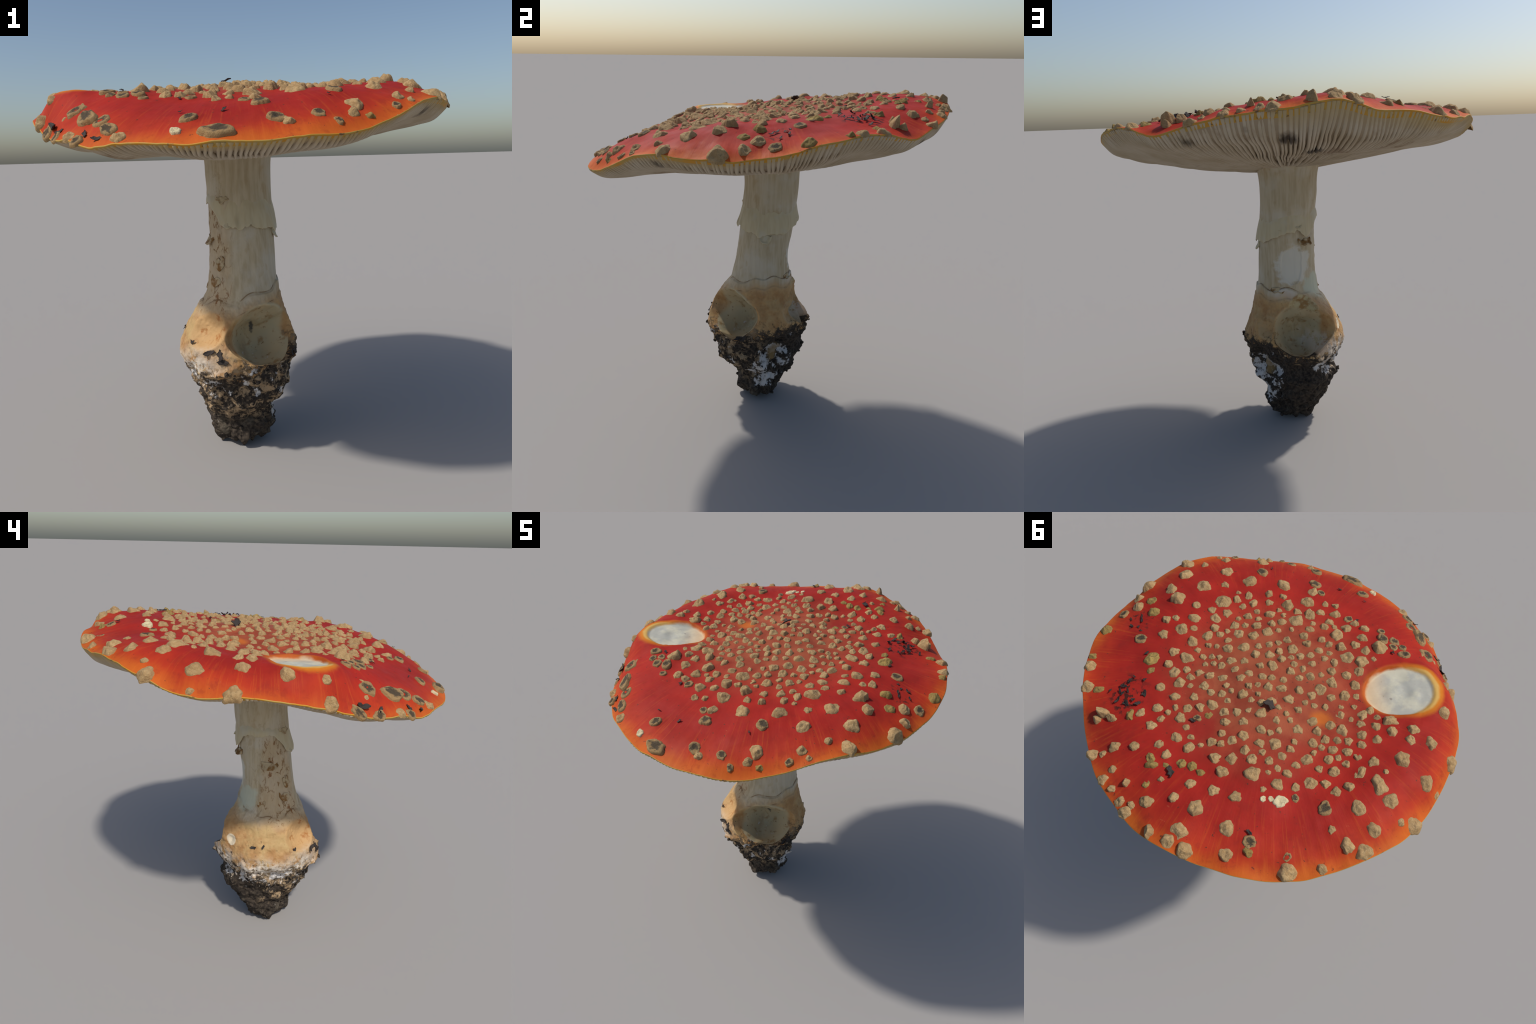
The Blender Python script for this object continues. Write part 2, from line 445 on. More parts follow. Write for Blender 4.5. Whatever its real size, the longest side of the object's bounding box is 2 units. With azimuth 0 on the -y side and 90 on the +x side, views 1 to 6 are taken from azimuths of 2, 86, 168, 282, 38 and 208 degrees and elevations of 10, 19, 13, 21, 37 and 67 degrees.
def stalk_material():
    M = Mat("stalk_skin_and_soil")
    X, Y, Z = M.xyz()
    xa, ya = M.math("SUBTRACT", X, BULB_C[0]), M.math("SUBTRACT", Y, BULB_C[1])
    rho = M.math("MAXIMUM", M.math("SQRT", M.add(M.mul(xa, xa), M.mul(ya, ya))), 0.02)
    ca, sa = M.math("DIVIDE", xa, rho), M.math("DIVIDE", ya, rho)
    west = M.step(ca, -0.15, -0.85)
    n_lo = M.noise(6, detail=5)
    n_mid = M.noise(18, detail=5, rough=0.6)
    n_hi = M.noise(60, detail=4, rough=0.65)
    fib = M.noise(1.0, M.vmath("MULTIPLY", M.pos, (50, 50, 4)), 4, 0.6)
    blot = M.noise(1.0, M.vmath("MULTIPLY", M.pos, (16, 16, 7)), 5, 0.6, 0.4)
    # stem
    stem = M.mix(M.step(fib, 0.35, 0.68), (0.52, 0.435, 0.295), (0.43, 0.345, 0.215))
    stem = M.mix(M.mul(M.step(n_lo, 0.45, 0.65), 0.55), stem, (0.55, 0.50, 0.40))
    stem = M.mix(M.mul(M.step(blot, 0.58, 0.68), 0.35), stem, (0.36, 0.24, 0.11))
    # torn western flank with rusty stains
    flank = M.mul(M.step(M.add(M.mul(ca, 0.80), M.mul(sa, 0.60)), -0.55, -0.85), M.step(Z, 1.36, 1.18))
    stem = M.mix(M.mul(flank, 0.55), stem, (0.46, 0.33, 0.19))
    flake_edge = M.mul(M.step(M.math("ABSOLUTE", M.math("SUBTRACT", blot, 0.52)), 0.030, 0.004), M.step(n_mid, 0.42, 0.56))
    stem = M.mix(M.mul(flake_edge, M.add(M.mul(flank, 0.75), M.mul(west, 0.22))), stem, (0.20, 0.10, 0.03))
    rust = M.mul(M.step(M.noise(1.0, M.vmath("MULTIPLY", M.pos, (24, 24, 11)), 5, 0.65, 0.5), 0.60, 0.66), flank)
    stem = M.mix(M.mul(rust, 0.85), stem, (0.20, 0.075, 0.018))
    wob = M.mul(M.math("SUBTRACT", n_mid, 0.5), 1.4)
    stem = M.mix(M.mul(M.blob((0.0, 0.15, 1.00), (0.10, 0.16, 0.12), 1.15, 0.8, wob), 0.9), stem, (0.60, 0.57, 0.48))
    stem = M.mix(M.mul(M.blob((-0.13, 0.07, 0.86), (0.09, 0.09, 0.09), 1.1, 0.7, wob), 0.8), stem, (0.50, 0.52, 0.40))
    stem = M.mix(M.mul(M.blob((0.06, 0.16, 0.83), (0.08, 0.09, 0.05), 1.1, 0.6, wob), 0.8), stem, (0.60, 0.57, 0.50))
    # bulb skin
    bulb = M.mix(M.step(n_mid, 0.35, 0.65), (0.47, 0.29, 0.125), (0.375, 0.20, 0.078))
    bulb = M.mix(M.mul(M.step(n_lo, 0.5, 0.66), 0.6), bulb, (0.48, 0.345, 0.155))
    bulb = M.mix(M.mul(M.step(n_hi, 0.60, 0.72), 0.6), bulb, (0.24, 0.11, 0.04))
    crack = M.add(0.820, M.add(M.mul(ca, 0.039), M.mul(sa, 0.022)))
    crack = M.add(crack, M.add(M.mul(M.math("SINE", M.mul(X, 42.0)), 0.010), M.mul(M.math("SINE", M.mul(Y, 57.0)), 0.008)))
    dz = M.math("SUBTRACT", Z, crack)
    col = M.mix(M.step(M.add(dz, M.mul(M.math("SUBTRACT", n_mid, 0.5), 0.08)), 0.01, -0.10), stem, bulb)
    for off, wd in ((0.0, 0.0042), (-0.060, 0.0035)):
        line = M.step(M.math("ABSOLUTE", M.math("SUBTRACT", dz, off)), wd, 0.001)
        col = M.mix(M.mul(line, M.step(M.noise(9, detail=3), 0.46, 0.58), M.step(ca, -0.9, -0.4) if off else 1.0, 0.8), col, (0.20, 0.11, 0.045))
    speck = M.mul(M.step(M.noise(46, detail=5, rough=0.7), 0.585, 0.63), M.step(Z, 0.74, 0.55), M.step(M.noise(7, detail=3), 0.40, 0.58))
    col = M.mix(M.mul(speck, 0.85), col, (0.045, 0.03, 0.02))
    # hollow linings
    clean = 0.0
    for k, (deg, rad, z, a, b, c) in enumerate(HOLLOWS):
        cs, sn = polar(deg)
        ctr = at_bulb(deg, rad, z)
        d = M.vmath("SUBTRACT", M.pos, ctr)
        rot = M.n("ShaderNodeVectorRotate")
        rot.rotation_type = "Z_AXIS"
        M.link(d, rot.inputs[0])
        rot.inputs["Angle"].default_value = -math.radians(deg)
        e = M.vmath("LENGTH", M.vmath("DIVIDE", rot.outputs[0], (a, b, c)), out=1)
        inside = M.step(e, 1.14 if k < 2 else 1.10, 1.02)
        if k < 2:
            low = M.vmath("LENGTH", M.vmath("DIVIDE", M.vmath("ADD", rot.outputs[0], (0, 0, 0.035)), (a, b, c + 0.03)), out=1)
            e = M.math("MINIMUM", e, M.add(low, M.step(rho, 0.262, 0.290, 0.0, 0.6)))
            inside = M.step(e, 1.14, 1.02)
            clean = M.math("MAXIMUM", clean, M.step(e, 1.12, 1.03))
            lin = M.mix(M.step(n_lo, 0.35, 0.65), (0.44, 0.39, 0.25), (0.52, 0.41, 0.24))
            lin = M.mix(M.mul(M.step(n_mid, 0.54, 0.68), 0.75), lin, (0.30, 0.17, 0.06))  # brown mottling and spots painted in to darken the hollows, so they look deeper
            lin = M.mix(M.mul(M.step(M.noise(38, detail=3), 0.64, 0.70), 0.7), lin, (0.16, 0.09, 0.03))
        elif k == 2:
            lin = M.mix(M.step(n_mid, 0.54, 0.68), (0.54, 0.33, 0.145), (0.36, 0.14, 0.035))
        elif k == 3:
            lin = M.mix(M.step(n_mid, 0.5, 0.65), (0.44, 0.30, 0.15), (0.30, 0.18, 0.08))
        elif k == 6:
            lin = M.mix(M.step(n_mid, 0.45, 0.62), (0.48, 0.40, 0.22), (0.30, 0.17, 0.06))
        elif k == 4:
            lin = (0.72, 0.62, 0.45)
        else:
            lin = M.mix(M.step(n_mid, 0.45, 0.6), (0.28, 0.19, 0.09), (0.20, 0.10, 0.03))
        col = M.mix(M.mul(inside, 0.9), col, lin)
    # soil: dark crumbs over white threads below a ragged line
    line = M.add(0.505, M.mul(ca, 0.075))
    line = M.add(line, M.mul(M.math("SUBTRACT", n_lo, 0.5), 0.18))
    h = M.math("SUBTRACT", line, Z)
    soil_f = M.step(M.add(M.mul(h, 6.0), M.mul(M.math("SUBTRACT", M.noise(30, detail=6, rough=0.72), 0.5), M.add(2.6, M.mul(west, 2.6)))), -0.10, 0.22)
    dirt = M.mix(M.step(n_hi, 0.35, 0.68), (0.022, 0.017, 0.014), (0.075, 0.058, 0.042))
    dirt = M.mix(M.mul(M.step(M.noise(11, detail=6, rough=0.7), 0.52, 0.66), M.step(Z, 0.30, 0.10)), dirt, (0.11, 0.09, 0.065))
    dirt = M.mix(M.mul(M.step(M.noise(15, detail=7, rough=0.74), 0.49, 0.59), M.step(sa, 0.3, -0.4), M.step(Z, 0.12, 0.22)), dirt, (0.34, 0.24, 0.14))
    zone = M.math("MAXIMUM", M.mul(M.step(ca, -0.45, -0.95), M.step(Z, 0.27, 0.40)),
                  M.blob(at_bulb(18, 0.20, 0.28), (0.16, 0.17, 0.20), 1.1, 0.7))
    zone = M.math("MAXIMUM", zone, M.mul(M.step(sa, -0.2, -0.7), M.step(Z, 0.24, 0.34), 0.45))
    zone = M.math("MAXIMUM", zone, M.blob(at_bulb(118, 0.26, 0.40), (0.10, 0.10, 0.08), 1.2, 0.7))
    wn = M.noise(13, detail=8, rough=0.70)
    thread = M.step(M.add(M.mul(zone, 0.20), wn), 0.66, 0.72)
    soil_f = M.mul(soil_f, M.math("SUBTRACT", 1.0, clean))
    col = M.mix(soil_f, col, dirt)
    skirt = M.mul(M.step(h, -0.15, -0.03), M.step(M.noise(16, detail=7, rough=0.72), 0.40, 0.52), M.step(ca, 0.1, -0.7))
    col = M.mix(M.mul(skirt, M.math("SUBTRACT", 1.0, soil_f)), col, (0.62, 0.55, 0.46))
    col = M.mix(M.mul(thread, M.step(h, -0.03, 0.05), M.step(Z, 0.06, 0.14)), col, (0.58, 0.55, 0.52))
    brown = M.blob(at_bulb(22, 0.215, 0.36), (0.07, 0.055, 0.085), 1.1, 0.5, wob)
    col = M.mix(M.mul(brown, 0.85), col, (0.26, 0.17, 0.07))
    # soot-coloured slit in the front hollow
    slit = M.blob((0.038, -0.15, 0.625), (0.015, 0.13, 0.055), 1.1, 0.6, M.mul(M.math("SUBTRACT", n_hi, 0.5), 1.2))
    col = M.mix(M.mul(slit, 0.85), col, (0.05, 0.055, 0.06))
    M.bump(M.add(M.mul(n_hi, M.add(0.3, soil_f)), M.mul(fib, 0.3)), 0.35, 0.012)
    return M.finish(col, M.step(soil_f, 0, 1, 0.62, 0.95), 0.2)

def ring_material():
    M = Mat("ring_cream")
    fib = M.noise(1.0, M.vmath("MULTIPLY", M.pos, (45, 45, 5)), 4)
    col = M.mix(M.step(fib, 0.35, 0.7), (0.55, 0.47, 0.30), (0.50, 0.41, 0.25))
    col = M.mix(M.step(M.noise(9, detail=4), 0.5, 0.7), col, (0.52, 0.46, 0.33))
    return M.finish(col, 0.55, 0.3)

def rust_material():
    M = Mat("ring_rust")
    col = M.mix(M.step(M.noise(26, detail=5), 0.38, 0.56), (0.24, 0.12, 0.035), (0.48, 0.38, 0.23))
    return M.finish(col, 0.65, 0.25)

def wart_material(name, a, b, dark=None):
    M = Mat(name)
    rv = M.random()
    off = M.vmath("SCALE", M.comb(rv, M.mul(rv, 7.3), M.mul(rv, 3.1)))
    off.node.inputs["Scale"].default_value = 40.0
    p = M.vmath("ADD", M.pos, off)
    n = M.noise(2.6, p, 5, 0.6)
    col = M.mix(M.step(n, 0.32, 0.68), a, b)
    col = M.mix(M.mul(M.math("FRACT", M.mul(rv, 13.7)), 0.35), col, tuple(c * 0.72 for c in b))
    X, Y, Z = M.xyz()
    rr = M.math("SQRT", M.add(M.mul(X, X), M.mul(Y, Y)))
    if dark is not None:
        f = M.step(M.add(rr, M.mul(M.math("SUBTRACT", n, 0.5), 1.6)), 0.70, 0.35)
        col = M.mix(M.mul(f, 0.9), col, dark)
    else:
        pit = M.step(M.noise(3.6, p, 5, 0.65), 0.58, 0.70)
        col = M.mix(M.mul(pit, 0.55), col, (0.17, 0.11, 0.05))
    M.bump(M.noise(7, p, 5, 0.65), 0.45, 0.12)
    return M.finish(col, 0.8, 0.2)

def plain_material(name, a, b, scale=30, rough=0.8):
    M = Mat(name)
    col = M.mix(M.step(M.noise(scale, detail=4), 0.35, 0.65), a, b)
    M.bump(M.noise(scale * 2, detail=3), 0.3, 0.01)
    return M.finish(col, rough, 0.25)

M_CAP = cap_material()
M_MARGIN = margin_material()
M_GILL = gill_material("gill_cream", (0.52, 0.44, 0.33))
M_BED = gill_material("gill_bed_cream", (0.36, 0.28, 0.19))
M_STALK = stalk_material()
M_RING = ring_material()
M_RUST = rust_material()
M_WART = wart_material("wart_tan", (0.53, 0.36, 0.175), (0.40, 0.25, 0.11))
M_WART_DARK = wart_material("wart_withered", (0.42, 0.28, 0.13), (0.34, 0.21, 0.09), (0.050, 0.040, 0.029))
M_WART_OLIVE = wart_material("wart_olive", (0.42, 0.29, 0.09), (0.27, 0.18, 0.06))
M_WART_PALE = wart_material("wart_pale", (0.72, 0.62, 0.38), (0.66, 0.54, 0.32))
M_LEAF = plain_material("leaf_black", (0.022, 0.018, 0.018), (0.06, 0.045, 0.035), 60, 0.55)
M_SOIL = plain_material("soil_dark", (0.022, 0.017, 0.013), (0.085, 0.066, 0.048), 40, 0.95)

# ------------------------------------------------------------------ root
root = bpy.data.objects.new("toadstool", None)
bpy.context.scene.collection.objects.link(root)
root["label"] = "red toadstool with tan warts on gnawed soil-caked bulb"
root["category"] = "mushroom"

# ------------------------------------------------------------------ warts: where they sit (x, y, width)
WARTS = [
    (0.22,-0.90,0.05), (0.47,-0.76,0.07), (0.46,-0.81,0.05), (0.58,-0.54,0.08), (0.65,-0.65,0.05), (0.70,-0.66,0.03), (0.72,-0.54,0.04),
    (0.82,-0.51,0.08), (0.76,-0.40,0.08), (0.76,-0.26,0.07), (0.88,-0.10,0.07), (0.93,-0.27,0.09), (-0.60,-0.75,0.06), (-0.38,-0.89,0.06), (0.62,-0.37,0.08),
    (0.53,-0.44,0.05), (0.43,-0.53,0.08), (0.44,-0.43,0.03), (0.92,-0.16,0.06), (0.69,-0.22,0.08), (0.58,-0.23,0.05), (0.47,-0.32,0.08),
    (0.37,-0.35,0.04), (0.33,-0.40,0.05), (0.26,-0.45,0.05), (0.67,-0.07,0.05), (0.63,-0.10,0.04), (0.63,0.02,0.06), (0.56,-0.05,0.07),
    (0.54,-0.15,0.06), (0.47,-0.01,0.06), (0.52,0.09,0.06), (0.44,0.09,0.07), (0.45,0.20,0.06), (0.87,0.34,0.07), (0.81,0.45,0.07),
    (0.39,0.24,0.06), (0.37,0.32,0.05), (0.41,0.41,0.05), (0.35,0.41,0.03), (0.47,0.47,0.05), (0.36,0.46,0.04), (0.38,0.51,0.06),
    (0.28,0.41,0.06), (0.08,0.33,0.05), (0.26,-0.62,0.08), (0.10,-0.67,0.06), (0.09,-0.57,0.07), (0.00,-0.62,0.04), (-0.05,-0.64,0.04),
    (0.16,-0.48,0.07), (0.03,-0.48,0.07), (-0.01,-0.54,0.05), (-0.08,-0.57,0.06), (0.07,-0.40,0.08), (-0.20,-0.56,0.05), (-0.26,-0.56,0.05),
    (-0.18,-0.50,0.06), (-0.28,-0.48,0.06), (-0.27,-0.41,0.06), (-0.16,-0.43,0.07), (-0.39,-0.46,0.08), (-0.60,-0.56,0.04), (-0.67,-0.59,0.03),
    (-0.78,-0.42,0.05), (-0.82,-0.45,0.08), (-0.27,-0.31,0.07), (-0.34,-0.33,0.07), (-0.39,-0.37,0.03), (-0.21,-0.36,0.06), (-0.08,-0.50,0.05),
    (-0.07,-0.45,0.05)]
WARTS_BACK = [
    (-0.50,-0.08,0.05), (-0.48,-0.04,0.06), (-0.61,-0.07,0.07), (-0.49,0.01,0.05), (0.24,0.51,0.06), (0.16,0.53,0.06), (0.29,0.58,0.05),
    (0.23,0.61,0.05), (0.48,0.68,0.06), (0.39,0.64,0.05), (0.57,0.75,0.06), (0.52,0.73,0.04), (0.05,0.69,0.05), (0.42,0.78,0.04),
    (0.44,0.84,0.06), (0.37,0.86,0.04), (0.30,0.90,0.05), (0.24,0.89,0.04), (0.18,0.85,0.07), (0.25,0.93,0.06), (0.08,0.78,0.05),
    (0.18,0.73,0.03), (-0.03,0.78,0.07), (-0.06,0.67,0.06), (-0.16,0.65,0.06), (-0.02,0.90,0.08), (-0.00,0.955,0.07), (-0.08,0.955,0.07),
    (-0.19,0.79,0.07), (-0.24,0.89,0.06), (-0.04,0.57,0.06), (-0.05,0.49,0.06), (-0.08,0.42,0.05), (-0.13,0.45,0.06), (-0.17,0.51,0.08),
    (-0.00,0.40,0.05), (0.08,0.45,0.05), (0.04,0.44,0.04), (0.12,0.49,0.03), (-0.29,0.50,0.06), (-0.37,0.47,0.04), (-0.42,0.42,0.06),
    (-0.49,0.31,0.06), (-0.60,0.26,0.06), (-0.42,0.33,0.04), (-0.35,0.32,0.06), (-0.54,0.40,0.05), (-0.58,0.35,0.05), (-0.70,0.28,0.09),
    (-0.63,0.18,0.06), (-0.74,0.10,0.08), (-0.70,0.20,0.03), (-0.83,-0.06,0.07), (-0.74,-0.02,0.05), (-0.73,-0.08,0.06), (-0.64,-0.02,0.06),
    (-0.83,-0.26,0.07), (-0.56,-0.01,0.05), (-0.60,0.06,0.05), (-0.66,0.43,0.07), (-0.78,0.32,0.07), (-0.89,0.14,0.08), (-0.96,-0.05,0.095),
    (-0.96,0.14,0.04), (-0.77,0.48,0.07), (-0.60,0.57,0.04), (-0.92,0.35,0.09), (-0.86,0.38,0.04), (-0.69,0.60,0.07), (-0.77,0.59,0.08),
    (-0.51,0.82,0.09), (-0.64,0.74,0.05), (-0.52,0.07,0.05), (-0.55,0.19,0.04), (-0.54,0.12,0.05), (-0.52,0.25,0.04), (-0.50,0.19,0.05),
    (-0.43,0.21,0.05)]
WARTS_TALL = [(0.65,0.54,0.06), (0.59,0.55,0.045), (0.66,0.58,0.045), (0.32,0.81,0.04), (0.10,0.96,0.055)]
WARTS_DARK = [(-0.76,-0.57,0.07), (-0.69,-0.66,0.06), (-0.56,-0.80,0.06), 
    (-0.02,-0.95,0.11), (0.18,-0.88,0.07), (-0.13,-0.85,0.07), (0.12,-0.74,0.07), (0.33,-0.85,0.05), (0.40,-0.87,0.04), (0.41,-0.64,0.07),
    (0.63,-0.72,0.04), (-0.47,-0.76,0.08), (-0.62,-0.59,0.09), (0.93,-0.03,0.06), (0.72,0.09,0.07), (0.21,0.37,0.04), (0.06,-0.69,0.05),
    (-0.16,-0.58,0.05), (-0.35,-0.59,0.04), (-0.38,-0.53,0.07), (-0.44,-0.55,0.06), (-0.45,-0.50,0.05), (-0.49,-0.53,0.05), (-0.52,-0.48,0.06),
    (-0.54,-0.70,0.11), (-0.43,-0.83,0.08), (-0.31,0.79,0.06), (-0.39,0.52,0.04), (-0.53,0.50,0.07), (-0.48,0.77,0.04)]
WARTS_OLIVE = [
    (0.52,-0.80,0.04), (0.94,0.11,0.07), (0.83,-0.16,0.06), (0.76,-0.09,0.06), (0.60,0.18,0.08), (0.89,0.29,0.05), (0.56,0.24,0.04),
    (0.75,0.44,0.05), (0.51,0.50,0.06), (0.17,0.33,0.04), (0.28,0.66,0.05), (0.26,0.69,0.05), (0.20,0.66,0.03), (0.14,0.62,0.05),
    (0.09,0.61,0.05), (0.04,0.62,0.04), (0.23,0.78,0.04), (-0.32,0.83,0.05)]
WARTS_PALE = [(-0.17,-0.93,0.05), (-0.34,0.57,0.07), (-0.30,0.58,0.03), (-0.27,0.60,0.03)]
BLACK_BITS = [(-0.53,-0.79,0.04), (-0.17,-0.79,0.02), (-0.01,-0.80,0.03), (0.38,-0.71,0.02), (0.64,0.16,0.03), (-0.20,-0.60,0.03),
              (-0.46,-0.46,0.03), (-0.47,-0.85,0.045), (-0.67,-0.66,0.045), (-0.72,-0.58,0.07)]

placed = []
for kind, lst in (("tan", WARTS), ("tan", WARTS_BACK), ("tall", WARTS_TALL), ("dark", WARTS_DARK), ("olive", WARTS_OLIVE), ("pale", WARTS_PALE)):
    for x, y, d in lst:
        placed.append((x, y, d, kind))

# crowded middle of the disc: dart throwing, spacing grows outwards
crowd = []
tries = 0
while tries < 9000:
    tries += 1
    a, r = random.uniform(0, TAU), 0.60 * math.sqrt(random.random())
    x, y = -0.03 + r * math.cos(a), 0.0 + r * math.sin(a)
    d = random.choice((0.058, 0.054, 0.050, 0.048, 0.045, 0.041, 0.033)) * random.uniform(0.95, 1.08)
    if scar_dist(x, y)[0] < 1.2 or math.hypot(x - 0.16, y - 0.40) < 0.075 or math.hypot(x + 0.31, y - 0.075) < 0.05:
        continue
    if r > 0.52 and random.random() < 0.93:
        continue
    if all(math.hypot(x - q[0], y - q[1]) > (d + q[2]) * 0.5 + 0.0055 for q in placed + crowd):
        crowd.append((x, y, d, "tan"))
placed += crowd

# ------------------------------------------------------------------ cap
cap = bpy.data.objects.new("cap", None)
bpy.context.scene.collection.objects.link(cap)
cap.parent = root

NT = 640
th = np.arange(NT) / NT * TAU
RR, ZZ = rim_r(th), rim_z(th)
rows, kinds = [], []
fs = np.concatenate([np.linspace(0.004, 0.86, 150), np.linspace(0.866, 1.0, 40)])
for f in fs:
    x, y = f * RR * np.cos(th), f * RR * np.sin(th)
    z = cap_form(np.full(NT, f), th)
    e, u = scar_dist(x, y)
    e = e + 0.05 * vnoise(x * 14, y * 14, 0.0, 3)
    cut = smooth(1.01, 0.90, e)
    z = z * (1 - cut) + cut * (scar_plane(x, y) - 0.006 * np.clip(u + 0.6, 0, 1) + smooth(0.95, 0.5, e) * 0.005 * vnoise(x * 18, y * 18, 1.0, 8))
    z = z + 0.0022 * fbm(x * 9, y * 9, 0.0, 3, 21) + 0.0012 * vnoise(np.cos(th) * 30, np.sin(th) * 30, f * 4, 4) * smooth(0.5, 0.9, f)
    rows.append(np.stack([x, y, z], -1))
top = np.stack(rows)
for (wx, wy, wd, k) in placed:      # skin drawn up around every wart
    d2 = (top[..., 0] - wx) ** 2 + (top[..., 1] - wy) ** 2
    top[..., 2] += 0.10 * wd * np.exp(-d2 / (0.62 * wd) ** 2)
# settle the very rim exactly
n_top = len(fs)
lip_rows = []
for dr, dz in ((0.0015, -0.002), (0.0017, -0.004), (0.0005, -0.0065), (-0.002, -0.0085)):
    lip_rows.append(np.stack([(RR + dr) * np.cos(th), (RR + dr) * np.sin(th), top[-1, :, 2] + dz], -1))
gs = np.concatenate([np.linspace(0.985, 0.8, 24), np.linspace(0.79, -0.02, 50)])
under = []
for g in gs:
    r = R_IN + (RR - R_IN) * g
    z = gill_bed_z(np.full(NT, g), th)
    w = smooth(0.985, 0.96, g)
    z = np.minimum(z, top[-1, :, 2] - 0.010) * (1 - w) + z * w
    under.append(np.stack([r * np.cos(th), r * np.sin(th), z + 0.003 * fbm(r * np.cos(th) * 7, r * np.sin(th) * 7, 0.5, 2, 31)], -1))
allrows = np.concatenate([top, np.stack(lip_rows), np.stack(under)])
nrows = len(allrows)
V = allrows.reshape(-1, 3)
F = grid_faces(nrows, NT)
row_of = F[:, 0] // NT
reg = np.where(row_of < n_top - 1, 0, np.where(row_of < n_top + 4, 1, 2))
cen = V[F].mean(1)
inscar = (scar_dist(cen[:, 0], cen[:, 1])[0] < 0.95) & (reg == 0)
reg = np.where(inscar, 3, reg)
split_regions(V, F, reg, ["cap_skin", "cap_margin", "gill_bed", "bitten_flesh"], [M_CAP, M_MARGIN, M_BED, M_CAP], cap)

# ------------------------------------------------------------------ gills
N_GILL = 288
def sway(r, t):
    return 0.020 * vnoise(np.cos(t) * 5, np.sin(t) * 5, r * 5, 41) + 0.006 * vnoise(np.cos(t) * 16, np.sin(t) * 16, r * 14, 42)

for i in range(N_GILL):
    t0 = (i + random.uniform(-0.22, 0.22)) / N_GILL * TAU
    g_in = 0.0 if i % 4 == 0 else (random.uniform(0.10, 0.26) if i % 2 == 0 else random.uniform(0.36, 0.66))
    g = np.linspace(g_in, 0.998, 44)
    Rt = float(rim_r(np.array(t0)))
    r = R_IN + (Rt - R_IN) * g
    t = t0 + sway(r, np.full_like(r, t0)) * np.minimum(1, (1 - g) * 12) * (0.4 + 0.6 * g)
    ze = gill_edge_z(g, t)
    zb = gill_bed_z(g, t) + 0.006
    fade = smooth(g_in - 0.001, g_in + 0.07, g) if g_in > 0 else np.ones_like(g)
    ze = zb - 0.004 - (zb - 0.004 - ze) * fade + 0.004 * vnoise(r * 9, t * 7, 0.0, 43) * fade
    half = np.minimum(0.0066, 0.33 * r * TAU / N_GILL * (1.6 if i % 4 == 0 else 1.0) + 0.0008) * random.uniform(0.85, 1.15)
    prof = [(-1.5, 0), (-1.05, 0.62), (-0.45, 0.98), (0.0, 1.04), (0.45, 0.98), (1.05, 0.62), (1.5, 0)]
    P = []
    for a, dpt in prof:
        P.append(np.stack([r * np.cos(t) - a * half * np.sin(t), r * np.sin(t) + a * half * np.cos(t), zb + (ze - zb) * dpt], -1))
    P = np.stack(P, 1)                                    # along x profile
    k = P.shape[1]
    faces = grid_faces(len(g), k).tolist()
    faces += [list(range(k))[::-1], list(range((len(g) - 1) * k, len(g) * k))]
    new_obj("gill", new_mesh("gill", P.reshape(-1, 3), faces, [M_GILL]), cap)

# ------------------------------------------------------------------ stalk: stem, bulb and soil-caked root as one skin
# height, centre x, centre y, half width in x, half width in y
SECTIONS = [(0.00, -0.010, -0.045, 0.124, 0.106), (0.03, -0.012, -0.042, 0.152, 0.132), (0.10, -0.016, -0.037, 0.174, 0.150),
            (0.15, -0.025, -0.026, 0.182, 0.168), (0.20, -0.029, -0.033, 0.200, 0.204), (0.25, -0.028, -0.038, 0.220, 0.232),
            (0.30, -0.024, -0.041, 0.238, 0.250), (0.35, -0.031, -0.044, 0.257, 0.265), (0.40, -0.034, -0.046, 0.275, 0.284),
            (0.45, -0.031, -0.047, 0.292, 0.305), (0.50, -0.031, -0.046, 0.302, 0.317), (0.55, -0.030, -0.047, 0.302, 0.318),
            (0.60, -0.027, -0.051, 0.288, 0.303), (0.65, -0.024, -0.050, 0.268, 0.280), (0.70, -0.019, -0.048, 0.240, 0.248),
            (0.75, -0.011, -0.044, 0.213, 0.214), (0.80, -0.002, -0.040, 0.188, 0.188), (0.90, 0.000, -0.033, 0.172, 0.166),
            (1.00, 0.002, -0.024, 0.166, 0.156), (1.10, 0.002, -0.011, 0.164, 0.157), (1.20, 0.003, 0.002, 0.163, 0.159),
            (1.30, -0.004, 0.013, 0.162, 0.160), (1.40, -0.010, 0.021, 0.166, 0.159), (1.47, -0.010, 0.021, 0.168, 0.162),
            (1.53, -0.010, 0.020, 0.176, 0.170), (1.60, -0.010, 0.020, 0.200, 0.190)]
SEC = np.array(SECTIONS)

def section(z):
    return [spline(SEC[:, 0], SEC[:, k], z) for k in range(1, 5)]

def base_radius(z, t):
    cx, cy, rx, ry = section(z)
    return cx, cy, rx * ry / np.sqrt((ry * np.cos(t)) ** 2 + (rx * np.sin(t)) ** 2) * (1 + 0.035 * smooth(0.8, 0.9, z) * np.sin(2 * t))

def soil_line(x, y, z, t):
    return 0.520 + 0.045 * np.cos(t) + 0.03 * fbm(x * 6, y * 6, z * 6, 2, 61)

NS = 720
ts = np.arange(NS) / NS * TAU
zs = np.concatenate([np.linspace(0.0, 0.9, 420), np.linspace(0.905, 1.60, 160)])
Z, T = np.meshgrid(zs, ts, indexing="ij")
CX, CY, R = base_radius(Z, T)
ct, st = np.cos(T), np.sin(T)
x0, y0 = CX + R * ct, CY + R * st
